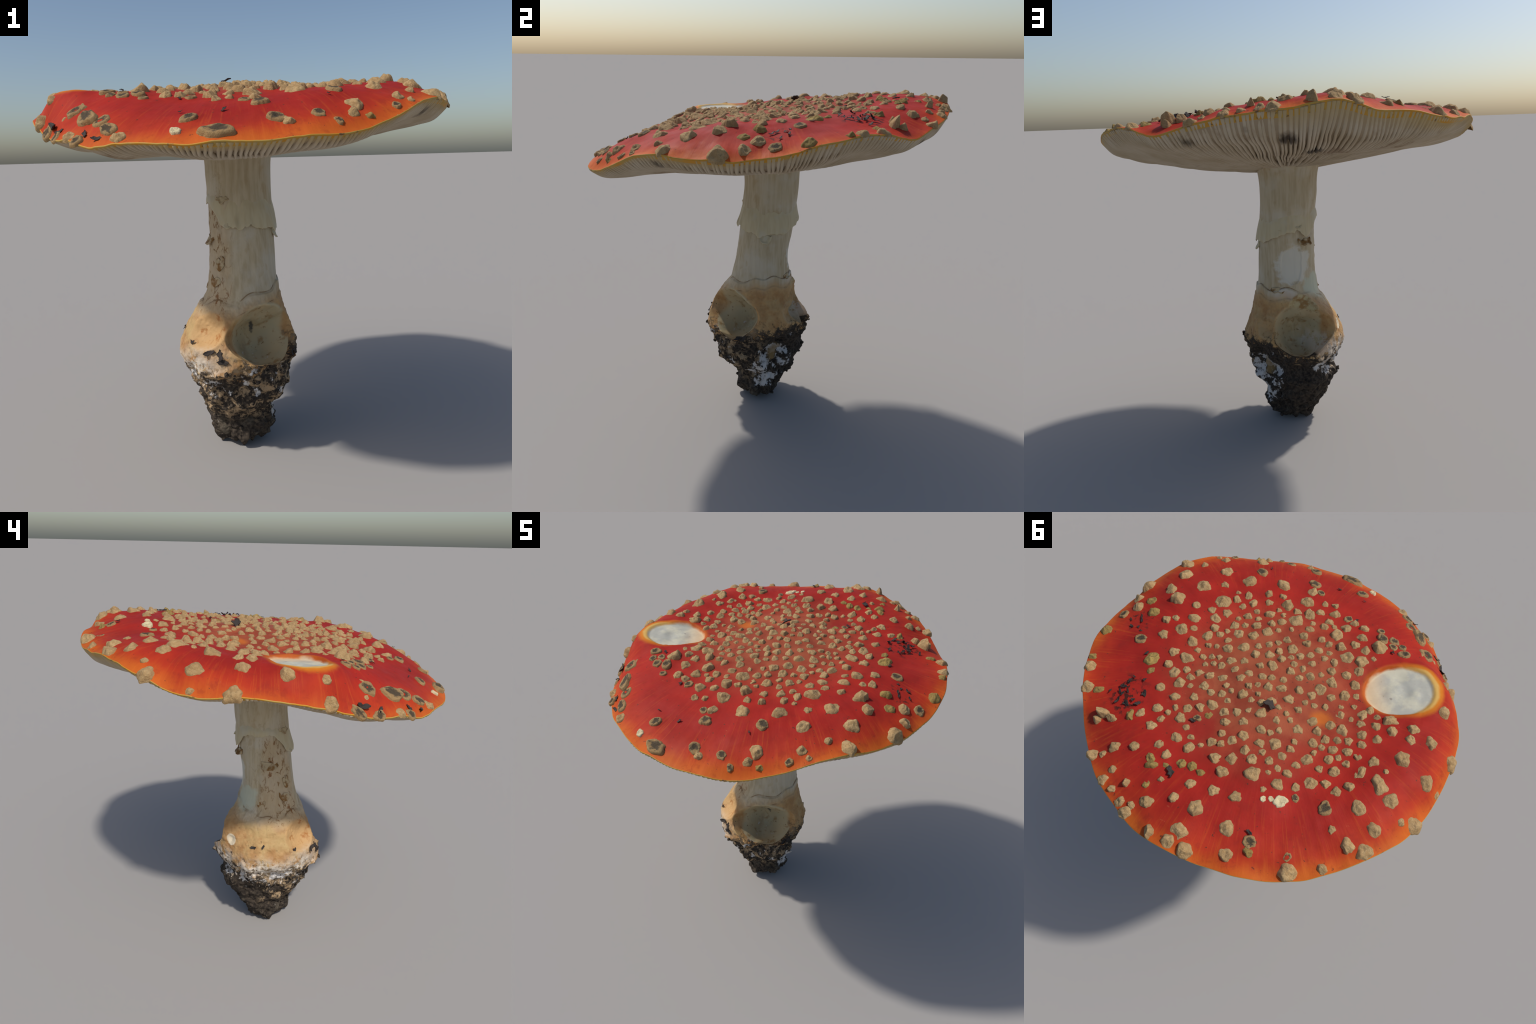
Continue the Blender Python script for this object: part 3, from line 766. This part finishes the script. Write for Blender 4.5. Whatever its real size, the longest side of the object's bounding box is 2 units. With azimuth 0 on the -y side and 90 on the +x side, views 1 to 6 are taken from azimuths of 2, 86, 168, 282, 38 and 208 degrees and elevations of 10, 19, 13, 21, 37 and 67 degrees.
# flattened and swollen sides of the bulb: direction, spread, height, spread, amount
for deg, da, hz, dh, amt in ((43, 34, 0.36, 0.20, -0.058), (122, 24, 0.69, 0.09, 0.052), (215, 40, 0.24, 0.16, -0.044), (-56, 24, 0.34, 0.08, 0.014)):
    R += amt * np.exp(-(ang_diff(T, math.radians(deg)) / math.radians(da)) ** 2 - ((Z - hz) / dh) ** 2)
x0, y0 = CX + R * ct, CY + R * st
# bands of torn veil round the bulb's shoulder
crack = 0.820 + 0.039 * ct + 0.022 * st + 0.010 * np.sin(42 * x0) + 0.008 * np.sin(57 * y0)
R += 0.009 * smooth(0.004, -0.004, Z - crack) * smooth(-0.09, -0.02, Z - crack)
R += 0.007 * smooth(-0.056, -0.064, Z - crack) * smooth(-0.14, -0.08, Z - crack)
# fibres and torn flank of the stem
stem_w = smooth(0.74, 0.86, Z)
R += stem_w * (0.0022 * vnoise(x0 * 40, y0 * 40, Z * 4, 51) + 0.004 * vnoise(x0 * 9, y0 * 9, Z * 5, 52))
flank = smooth(1.15, 0.55, np.abs(ang_diff(T, math.radians(205)))) * smooth(1.42, 1.25, Z) * stem_w
R += flank * (0.010 * np.abs(fbm(x0 * 16, y0 * 16, Z * 7, 3, 53)) - 0.004)
R -= 0.006 * smooth(1.05, 0.9, np.sqrt((ang_diff(T, math.radians(88)) / 0.42) ** 2 + ((Z - 1.0) / 0.115) ** 2) + 0.15 * vnoise(x0 * 22, y0 * 22, Z * 22, 54))
# lumpy bulb
bulb_w = smooth(0.84, 0.70, Z)
R += bulb_w * (0.008 * fbm(x0 * 8, y0 * 8, Z * 8, 3, 55) + 0.0025 * vnoise(x0 * 60, y0 * 60, Z * 60, 56))
eaten = np.zeros_like(R)
sink = np.zeros_like(R)
# hollows: the skin drops to where its radial ray meets the eaten ellipsoid
for k, (deg, rad, hz, a, b, c) in enumerate(HOLLOWS):
    hx, hy, _ = at_bulb(deg, rad, hz)
    co, si = polar(deg)
    wob = 1 + (0.05 if k < 3 else 0.12) * fbm(ct * 2, st * 2, Z * 8, 2, 70 + k)
    dx, dy, dz = CX - hx, CY - hy, Z - hz
    o = np.stack([(dx * co + dy * si) / a, (-dx * si + dy * co) / b, dz / c]) / wob
    q = np.stack([(ct * co + st * si) / a, (-ct * si + st * co) / b, 0 * ct]) / wob
    A, B, C = (q * q).sum(0), 2 * (o * q).sum(0), (o * o).sum(0) - 1
    disc = B * B - 4 * A * C
    t_in = (-B - np.sqrt(np.maximum(disc, 0))) / (2 * A)
    hit = (disc > 0) & (t_in > 0.02)
    lx, ly = CX + t_in * ct, CY + t_in * st
    t_in = t_in + 0.012 * fbm(lx * 13, ly * 13, Z * 13, 3, 79) * (1.0 if k < 2 else 0.6)
    t_in = np.where(hit, np.maximum(t_in, 0.015), 9.0)
    kk = 0.014
    hh = np.clip(0.5 + 0.5 * (R - t_in) / kk, 0, 1)
    if k < 2:
        eaten = np.maximum(eaten, smooth(0.004, 0.02, R - t_in))
        sink = np.maximum(sink, 0.060 * smooth(0.015, 0.11, R - t_in))
    R = np.where(t_in < 8, R * (1 - hh) + t_in * hh - kk * hh * (1 - hh), R)
# weathered lips: relax the skin wherever the hollows broke it
near = smooth(0.40, 0.46, Z) * smooth(0.825, 0.785, Z)
def relax(A, n):
    for _ in range(n):
        up, dn = np.vstack([A[:1], A[:-1]]), np.vstack([A[1:], A[-1:]])
        mean = 0.25 * (np.roll(A, 1, 1) + np.roll(A, -1, 1) + up + dn)
        A = A + near * 0.8 * (mean - A)
    return A
R, sink, eaten = relax(R, 10), relax(sink, 24), relax(eaten, 10)
R += near * (1 - 0.5 * eaten) * 0.003 * fbm((CX + R * ct) * 34, (CY + R * st) * 34, (Z - sink) * 34, 3, 58)
# caked soil
x1, y1 = CX + R * ct, CY + R * st
sl = soil_line(x1, y1, Z, T)
soil_w = smooth(-0.02, 0.06, sl - Z) * (1 - eaten)
rough = 0.030 * fbm(x1 * 10, y1 * 10, Z * 10, 3, 81) + 0.012 * (np.abs(fbm(x1 * 18, y1 * 18, Z * 18, 3, 84)) - 0.25) + 0.0015 * vnoise(x1 * 75, y1 * 75, Z * 75, 87)
R += soil_w * rough
X, Y = CX + R * ct, CY + R * st
Zd = Z + soil_w * 0.010 * fbm(x1 * 14 + 5, y1 * 14, Z * 14, 2, 90) * smooth(0.0, 0.04, Z)
S = np.stack([X, Y, Zd - sink], -1)
# the broken foot: arched between two stubs
foot = []
for s in np.linspace(0.03, 0.985, 44):
    fx, fy = CX[0] + R[0] * s * np.cos(ts), CY[0] + R[0] * s * np.sin(ts)
    arch = 0.030 * (1 - s ** 3) + (1 - s ** 6) * 0.022 * fbm(fx * 16, fy * 16, 0.0, 3, 95)
    edge = 0.022 * fbm(np.cos(ts) * 3, np.sin(ts) * 3, 0.7, 2, 97) * s
    foot.append(np.stack([fx, fy, arch + edge], -1))
edge = 0.022 * fbm(np.cos(T) * 3, np.sin(T) * 3, 0.7 + 0 * T, 2, 97)
S[..., 2] += edge * smooth(0.07, 0.0, Z)
S = np.concatenate([np.stack(foot), S])
# no fold-backs near the foot, lowest point on the ground
S[..., 2] -= S[..., 2].min() * smooth(0.25, 0.0, S[..., 2])
S[..., 2] -= S[..., 2].min()
VS = S.reshape(-1, 3)
FS = grid_faces(len(S), NS)
cs = VS[FS].mean(1)
tt = np.arctan2(cs[:, 1] - BULB_C[1], cs[:, 0] - BULB_C[0])
sline = soil_line(cs[:, 0], cs[:, 1], cs[:, 2], tt)
cr = 0.780 + 0.039 * np.cos(tt) + 0.022 * np.sin(tt)
reg = np.where(cs[:, 2] > cr, 0, np.where(cs[:, 2] > sline, 1, 2))
split_regions(VS, FS, reg, ["stem", "bulb", "soil_caked_root"], [M_STALK] * 3, root)

# ------------------------------------------------------------------ ring: torn skirt hugging the stem
RING_TOP = 1.34
# lower hem of the skirt every 20 degrees (nearly gone on the torn flank)
HEM = [1.128, 1.135, 1.150, 1.175, 1.195, 1.200, 1.165, 1.215, 1.255, 1.265, 1.262, 1.245, 1.165, 1.150, 1.155, 1.150, 1.145, 1.130]
FLARE = [0.014, 0.010, 0.008, 0.010, 0.016, 0.006, 0.012, 0.004, 0.003, 0.003, 0.003, 0.006, 0.010, 0.014, 0.014, 0.006, 0.008, 0.014]
nr_t, nr_z = 480, 46
rt = np.arange(nr_t) / nr_t * TAU
hem = periodic(HEM, rt) + 0.010 * fbm(np.cos(rt) * 6, np.sin(rt) * 6, 0.2, 3, 101)
flare = periodic(FLARE, rt) * (1 + 0.5 * vnoise(np.cos(rt) * 7, np.sin(rt) * 7, 0.9, 102))
outer, inner = [], []
for s in np.linspace(0, 1, nr_z):
    z = RING_TOP + (hem - RING_TOP) * s
    cx, cy, r = base_radius(z, rt)
    puff = -0.010 + 0.018 * smooth(0.0, 0.75, s) + flare * smooth(0.45, 1.0, s) ** 2 * 0.75
    wr = 0.003 * vnoise(np.cos(rt) * 8, np.sin(rt) * 8, z * 12, 103) * s
    ro = r + puff + wr
    outer.append(np.stack([cx + ro * np.cos(rt), cy + ro * np.sin(rt), z], -1))
    ri = ro - 0.004 - 0.002 * (1 - s)
    inner.append(np.stack([cx + ri * np.cos(rt), cy + ri * np.sin(rt), z + 0.002], -1))
P = np.concatenate([np.stack(outer), np.stack(inner[::-1])])
new_obj("ring_skirt", new_mesh("ring_skirt", P.reshape(-1, 3), grid_faces(len(P), nr_t)[:, ::-1], [M_RING]), root)

# curled scraps of veil on the stem
def scrap(deg, z, length, drop, out, mat, name="veil_scrap"):
    n, m = 16, 8
    a = math.radians(deg)
    half = length / 0.17 / 2
    u = np.linspace(-1, 1, n)[None, :]
    s = np.linspace(0, 1, m)[:, None]
    tq = a + u * half
    zq = z - s * drop * (1 - 0.55 * u ** 2) + 0.010 * vnoise(u * 2 + deg, s * 2, 0.0, 111)
    cx, cy, r = base_radius(zq, tq)
    rq = r + 0.001 + out * s ** 1.4 * (1 - 0.7 * np.abs(u) ** 2) + 0.004 * vnoise(u * 3, s * 3, deg * 0.37, 112)
    o = np.stack([cx + rq * np.cos(tq), cy + rq * np.sin(tq), zq], -1)
    ri = rq - 0.005
    q = np.stack([cx + ri * np.cos(tq), cy + ri * np.sin(tq), zq - 0.003], -1)
    Vv = np.concatenate([o.reshape(-1, 3), q.reshape(-1, 3)])
    f = grid_faces(m, n, False)
    faces = f[:, ::-1].tolist() + (f + m * n).tolist()
    loop = [j for j in range(n)] + [i * n + n - 1 for i in range(1, m)] + [(m - 1) * n + j for j in range(n - 2, -1, -1)] + [i * n for i in range(m - 2, 0, -1)]
    k = m * n
    for p0, p1 in zip(loop, loop[1:] + loop[:1]):
        faces.append([p0, p1, p1 + k, p0 + k])
    new_obj(name, new_mesh(name, Vv, faces, [mat]), root)

for a in [(200, 1.105, 0.10, 0.045, 0.026, M_RUST), (118, 1.15, 0.10, 0.035, 0.034, M_RUST), (100, 1.25, 0.05, 0.03, 0.02, M_RING),
          (225, 0.905, 0.07, 0.05, 0.014, M_RUST), (232, 1.00, 0.05, 0.06, 0.010, M_RUST), (-110, 1.19, 0.06, 0.035, 0.026, M_RING),
          (70, 1.22, 0.08, 0.02, 0.014, M_RUST), (-4, 1.13, 0.07, 0.045, 0.020, M_RING), (60, 0.87, 0.09, 0.03, 0.012, M_RUST),
          (175, 0.86, 0.06, 0.04, 0.010, M_RUST), (240, 1.30, 0.08, 0.03, 0.012, M_RUST)]:
    scrap(*a)

# ------------------------------------------------------------------ wart meshes
def wart_mesh(seed, tall=1.0, flat=False):
    """a torn crumb: blunt polygon outline, facetted flanks and top, fine lumps"""
    r_ = np.random.default_rng(seed)
    nseg, nring = 44, 15
    ph = np.arange(nseg) / nseg * TAU
    k = int(r_.integers(4, 7))
    ca_ = (np.arange(k) + r_.uniform(-0.3, 0.3, k)) / k * TAU + r_.uniform(0, TAU)
    dist = r_.uniform(0.74, 1.0, k)
    side = np.cos(ph[None] - ca_[:, None]) / dist[:, None]
    poly = 1 / np.maximum(side.max(0), 0.90)
    for _ in range(4):
        poly = (np.roll(poly, 1) + 2 * poly + np.roll(poly, -1)) / 4
    out = poly * (1 + 0.10 * vnoise(np.cos(ph) * 2.2 + seed, np.sin(ph) * 2.2, 0.0, seed))
    slope = r_.uniform(1.3, 2.8, k) * (2.2 if flat else 1.0) * tall
    chamf = r_.uniform(0, TAU, 4)
    cs_, cd = r_.uniform(0.55, 1.05, 4) * tall, r_.uniform(0.90, 1.35, 4)
    tilt = r_.uniform(-0.22, 0.22, 2)
    hmax = (0.38 if flat else r_.uniform(0.66, 0.95)) * (tall if not flat else 1)
    rows_ = []
    for s in np.linspace(0.0, 1.0, nring):
        rr_ = out * s
        x, y = rr_ * np.cos(ph), rr_ * np.sin(ph)
        h = np.full(nseg, hmax) + (tilt[0] * x + tilt[1] * y) * (0.5 if flat else 1.0)
        for j in range(k):
            pl = slope[j] * (dist[j] - (x * math.cos(ca_[j]) + y * math.sin(ca_[j])))
            h = np.minimum(h, pl + 0.12)
        if not flat:
            for j in range(4):
                h = np.minimum(h, cs_[j] * (cd[j] - (x * math.cos(chamf[j]) + y * math.sin(chamf[j]))))
        else:
            h = h - 0.10 * np.exp(-((x / 0.5) ** 2 + (y / 0.5) ** 2))
        h = h + (0.5 if flat else 1.0) * (0.16 * fbm(x * 1.7 + seed, y * 1.7, 0.3, 3, seed) - 0.12 * np.abs(vnoise(x * 2.4, y * 2.4 + seed, 0.9, seed + 5))) * (1 - s ** 6)
        h = np.maximum(h, 0.16) * (1 - s ** 12) - 0.14 * (s > 0.99)
        rib = 0.05 * vnoise(np.cos(ph) * 5 + seed, np.sin(ph) * 5, 0.0, seed + 3) * s
        rows_.append(np.stack([x * (1 + rib), y * (1 + rib), h], -1))
    P = np.stack(rows_)
    hz = P[..., 2]
    for _ in range(2):                      # weathering blunts the facets
        lap = np.roll(hz, 1, 1) + np.roll(hz, -1, 1)
        hz[1:-1] = 0.45 * hz[1:-1] + 0.1375 * (lap[1:-1] + hz[2:] + hz[:-2])
    hz[0] = hz[1].mean()
    P[..., 2] = hz
    P[-1, :, 2] = -0.14
    return P.reshape(-1, 3), grid_faces(nring, nseg).tolist()

def wart_set(name, mat, n, seed, **kw):
    res = []
    for i in range(n):
        v, f = wart_mesh(seed + i * 17, **kw)
        res.append(new_mesh(name, v, f, [mat]))
    return res

LIB = {"tan": wart_set("wart", M_WART, 14, 200), "tall": wart_set("tall_wart", M_WART, 4, 500, tall=2.1),
       "dark": wart_set("withered_wart", M_WART_DARK, 7, 700, flat=True), "olive": wart_set("olive_wart", M_WART_OLIVE, 5, 900),
       "pale": wart_set("pale_wart", M_WART_PALE, 3, 1100, flat=True)}

def surf_z(x, y):
    e, u = scar_dist(np.asarray(x), np.asarray(y))
    return float(cap_z(x, y))

def cap_normal(x, y):
    h = 0.012
    f = 0.94 / max(0.94, math.hypot(x, y))
    x, y = x * f, y * f
    gx = (surf_z(x + h, y) - surf_z(x - h, y)) / (2 * h)
    gy = (surf_z(x, y + h) - surf_z(x, y - h)) / (2 * h)
    return Vector((-gx, -gy, 1)).normalized()

LONG = {(-0.54, -0.70), (-0.76, -0.57), (-0.02, -0.95), (-0.43, -0.83), (-0.60, 0.26), (-0.70, 0.28), (0.26, 0.69), (0.28, 0.66), (0.75, 0.44), (0.51, 0.50)}
for (x, y, d, kind) in placed:
    lib = LIB[kind]
    src = lib[random.randrange(len(lib))]
    ob = new_obj(src.name.split(".")[0], src, cap)
    nrm = cap_normal(x, y)
    q = nrm.to_track_quat("Z", "Y").to_matrix().to_4x4()
    s = d * 0.5
    asp = random.uniform(0.82, 1.18)
    rot = random.uniform(0, TAU)
    if (x, y) in LONG:
        asp = 1.6
        rot = math.atan2(y, x) + math.pi / 2 if kind == "dark" else rot
    hgt = s * random.uniform(0.78, 1.08)
    th_ = math.atan2(y, x)
    R_ = float(rim_r(np.array(th_)))
    rr_ = math.hypot(x, y)
    px, py = x, y
    if rr_ > R_ * 0.992:
        px, py = x * R_ * 0.992 / rr_, y * R_ * 0.992 / rr_
    z = surf_z(px, py) + 0.002
    if scar_dist(np.array(px), np.array(py))[0] < 1.0:
        z -= 0.012
    ob.matrix_world = Matrix.Translation((px, py, z)) @ q @ Matrix.Rotation(rot, 4, "Z") @ Matrix.Diagonal((s * math.sqrt(asp) * 1.09, s / math.sqrt(asp) * 1.09, hgt, 1))

# ------------------------------------------------------------------ leaf fragments and soil specks on the cap
def chip_mesh(seed, curl):
    r_ = np.random.default_rng(seed)
    n, m = 15, 7
    u = np.linspace(-1, 1, n)[:, None]
    v = np.linspace(-1, 1, m)[None, :]
    w = (1 - np.abs(u) ** 2.0) * (0.42 + 0.30 * vnoise(u * 3.1, 0.4, 0.2, seed + 9)) + 0.03
    x = u + 0 * v
    y = v * w + 0.22 * vnoise(u * 2.2, v * 0.6, 0.1, seed) + 0.06 * vnoise(u * 6, v * 3, 0.5, seed + 4)
    z = curl * (u ** 2) * 0.5 + 0.25 * np.abs(v) * w + 0.10 * vnoise(u * 2, v * 2, 0.7, seed + 1)
    o = np.stack([x, y, z], -1).reshape(-1, 3)
    b = o - np.array([0, 0, 0.10])
    f = grid_faces(n, m, False)
    faces = f.tolist() + (f[:, ::-1] + n * m).tolist()
    loop = list(range(m)) + [i * m + m - 1 for i in range(1, n)] + [(n - 1) * m + j for j in range(m - 2, -1, -1)] + [i * m for i in range(n - 2, 0, -1)]
    for p0, p1 in zip(loop, loop[1:] + loop[:1]):
        faces.append([p1, p0, p0 + n * m, p1 + n * m])
    return new_mesh("leaf_fragment", np.concatenate([o, b]), faces, [M_LEAF])

CHIPS = [chip_mesh(300 + i, c) for i, c in enumerate((0.5, 0.9, -0.3, 0.2))]

def chip(x, y, length, yaw, pitch=0.0, lift=0.004, mesh=None):
    ob = new_obj("leaf_fragment", mesh or CHIPS[random.randrange(4)], cap)
    q = cap_normal(x, y).to_track_quat("Z", "Y").to_matrix().to_4x4()
    s = length / 2
    ob.matrix_world = (Matrix.Translation((x, y, surf_z(x, y) + lift)) @ q @ Matrix.Rotation(yaw, 4, "Z")
                       @ Matrix.Rotation(pitch, 4, "Y") @ Matrix.Scale(s, 4))

chip(-0.075, 0.155, 0.080, math.radians(62), -0.6, 0.020, CHIPS[2])
for x, y, d in BLACK_BITS:
    chip(x, y, d * 0.95, random.uniform(0, TAU), random.uniform(-0.4, 0.4), 0.006 + 0.10 * d)
for i in range(20):
    a, r = random.uniform(0, TAU), 0.10 * math.sqrt(random.random())
    chip(0.60 + r * math.cos(a), 0.40 + r * 1.1 * math.sin(a), random.uniform(0.018, 0.042), random.uniform(0, TAU), random.uniform(-0.7, 0.7), 0.010)
for i in range(6):
    chip(0.80 + random.uniform(-0.06, 0.06), 0.0 + random.uniform(-0.05, 0.05), random.uniform(0.02, 0.035), random.uniform(0, TAU), 0, 0.004)
chip(0.16, 0.68, 0.06, math.radians(100), 0.1, 0.012, CHIPS[3])
chip(0.22, 0.395, 0.035, math.radians(20), 0.0, 0.010)
chip(-0.29, 0.76, 0.035, math.radians(120), 0.2, 0.014)

# ------------------------------------------------------------------ soil crumbs on the root
SN = vertex_normals(VS, FS)
def crumb(seed):
    r_ = np.random.default_rng(seed)
    n, m = 8, 12
    a = np.linspace(0.05, math.pi - 0.05, n)[:, None]
    b = (np.arange(m) / m * TAU)[None, :]
    x, y, z = np.sin(a) * np.cos(b), np.sin(a) * np.sin(b), np.cos(a) + 0 * b
    k = 1 + 0.45 * fbm(x * 1.3 + seed, y * 1.3, z * 1.3, 2, seed)
    return np.stack([x * k, y * k, z * k * 0.8], -1).reshape(-1, 3), grid_faces(n, m)

crumbs = [crumb(400 + i) for i in range(6)]
vz = VS[:, 2]
low = np.where((vz > 0.03) & (vz < 0.50))[0]
cv, cf, off = [], [], 0
for i in range(90):
    p = low[rng.integers(len(low))]
    P, N = VS[p], SN[p]
    t_ = math.atan2(P[1] - BULB_C[1], P[0] - BULB_C[0])
    if np.hypot(P[0] - BULB_C[0], P[1] - BULB_C[1]) < 0.25 and P[2] > 0.40:
        continue
    if P[2] > 0.38 and math.cos(t_) < -0.3:
        continue
    if math.cos(t_ - math.radians(20)) > 0.9 and 0.18 < P[2] < 0.46:
        continue
    v, f = crumbs[i % 6]
    s = 0.004 + 0.009 * rng.random() ** 2
    m3 = np.array(Matrix.Rotation(rng.random() * TAU, 3, "Z") @ Matrix.Rotation(rng.random() * TAU, 3, "X"))
    cv.append((v * s) @ m3.T + P + N * s * 0.2)
    cf.append(f + off)
    off += len(v)
cvv = np.concatenate(cv)
cvv[:, 2] = np.maximum(cvv[:, 2], 0.0)
ob = new_obj("soil_crumbs", new_mesh("soil_crumbs", cvv, np.concatenate(cf), [M_SOIL], False), root)
ob["kind"] = "stuff"

# bark and leaf flakes sticking out of the caked soil
def flake(deg, z, length, tilt, out, yaw=0.0):
    me = CHIPS[int(abs(deg)) % 4]
    obj = new_obj("bark_flake", me, root)
    c, s = polar(deg)
    cx, cy, r = (float(v) for v in base_radius(np.array(z), np.array(math.radians(deg))))
    nrm = Vector((c, s, tilt)).normalized()
    q = nrm.to_track_quat("Z", "Y").to_matrix().to_4x4()
    obj.matrix_world = Matrix.Translation((cx + (r + out) * c, cy + (r + out) * s, z)) @ q @ Matrix.Rotation(yaw, 4, "Z") @ Matrix.Scale(length / 2, 4)

for a in [(-113, 0.572, 0.060, 0.7, 0.004, 0.4), (-103, 0.568, 0.055, 0.5, 0.004, 1.9), (-24, 0.515, 0.075, 0.5, 0.004, 0.3),
          (-100, 0.535, 0.060, 0.2, 0.004, 0.0), (-138, 0.60, 0.035, 0.4, 0.002, 0.7), (172, 0.615, 0.040, 0.5, 0.001, 0.2),
          (184, 0.625, 0.030, 0.5, 0.001, 1.2)  ]:
    flake(*a)
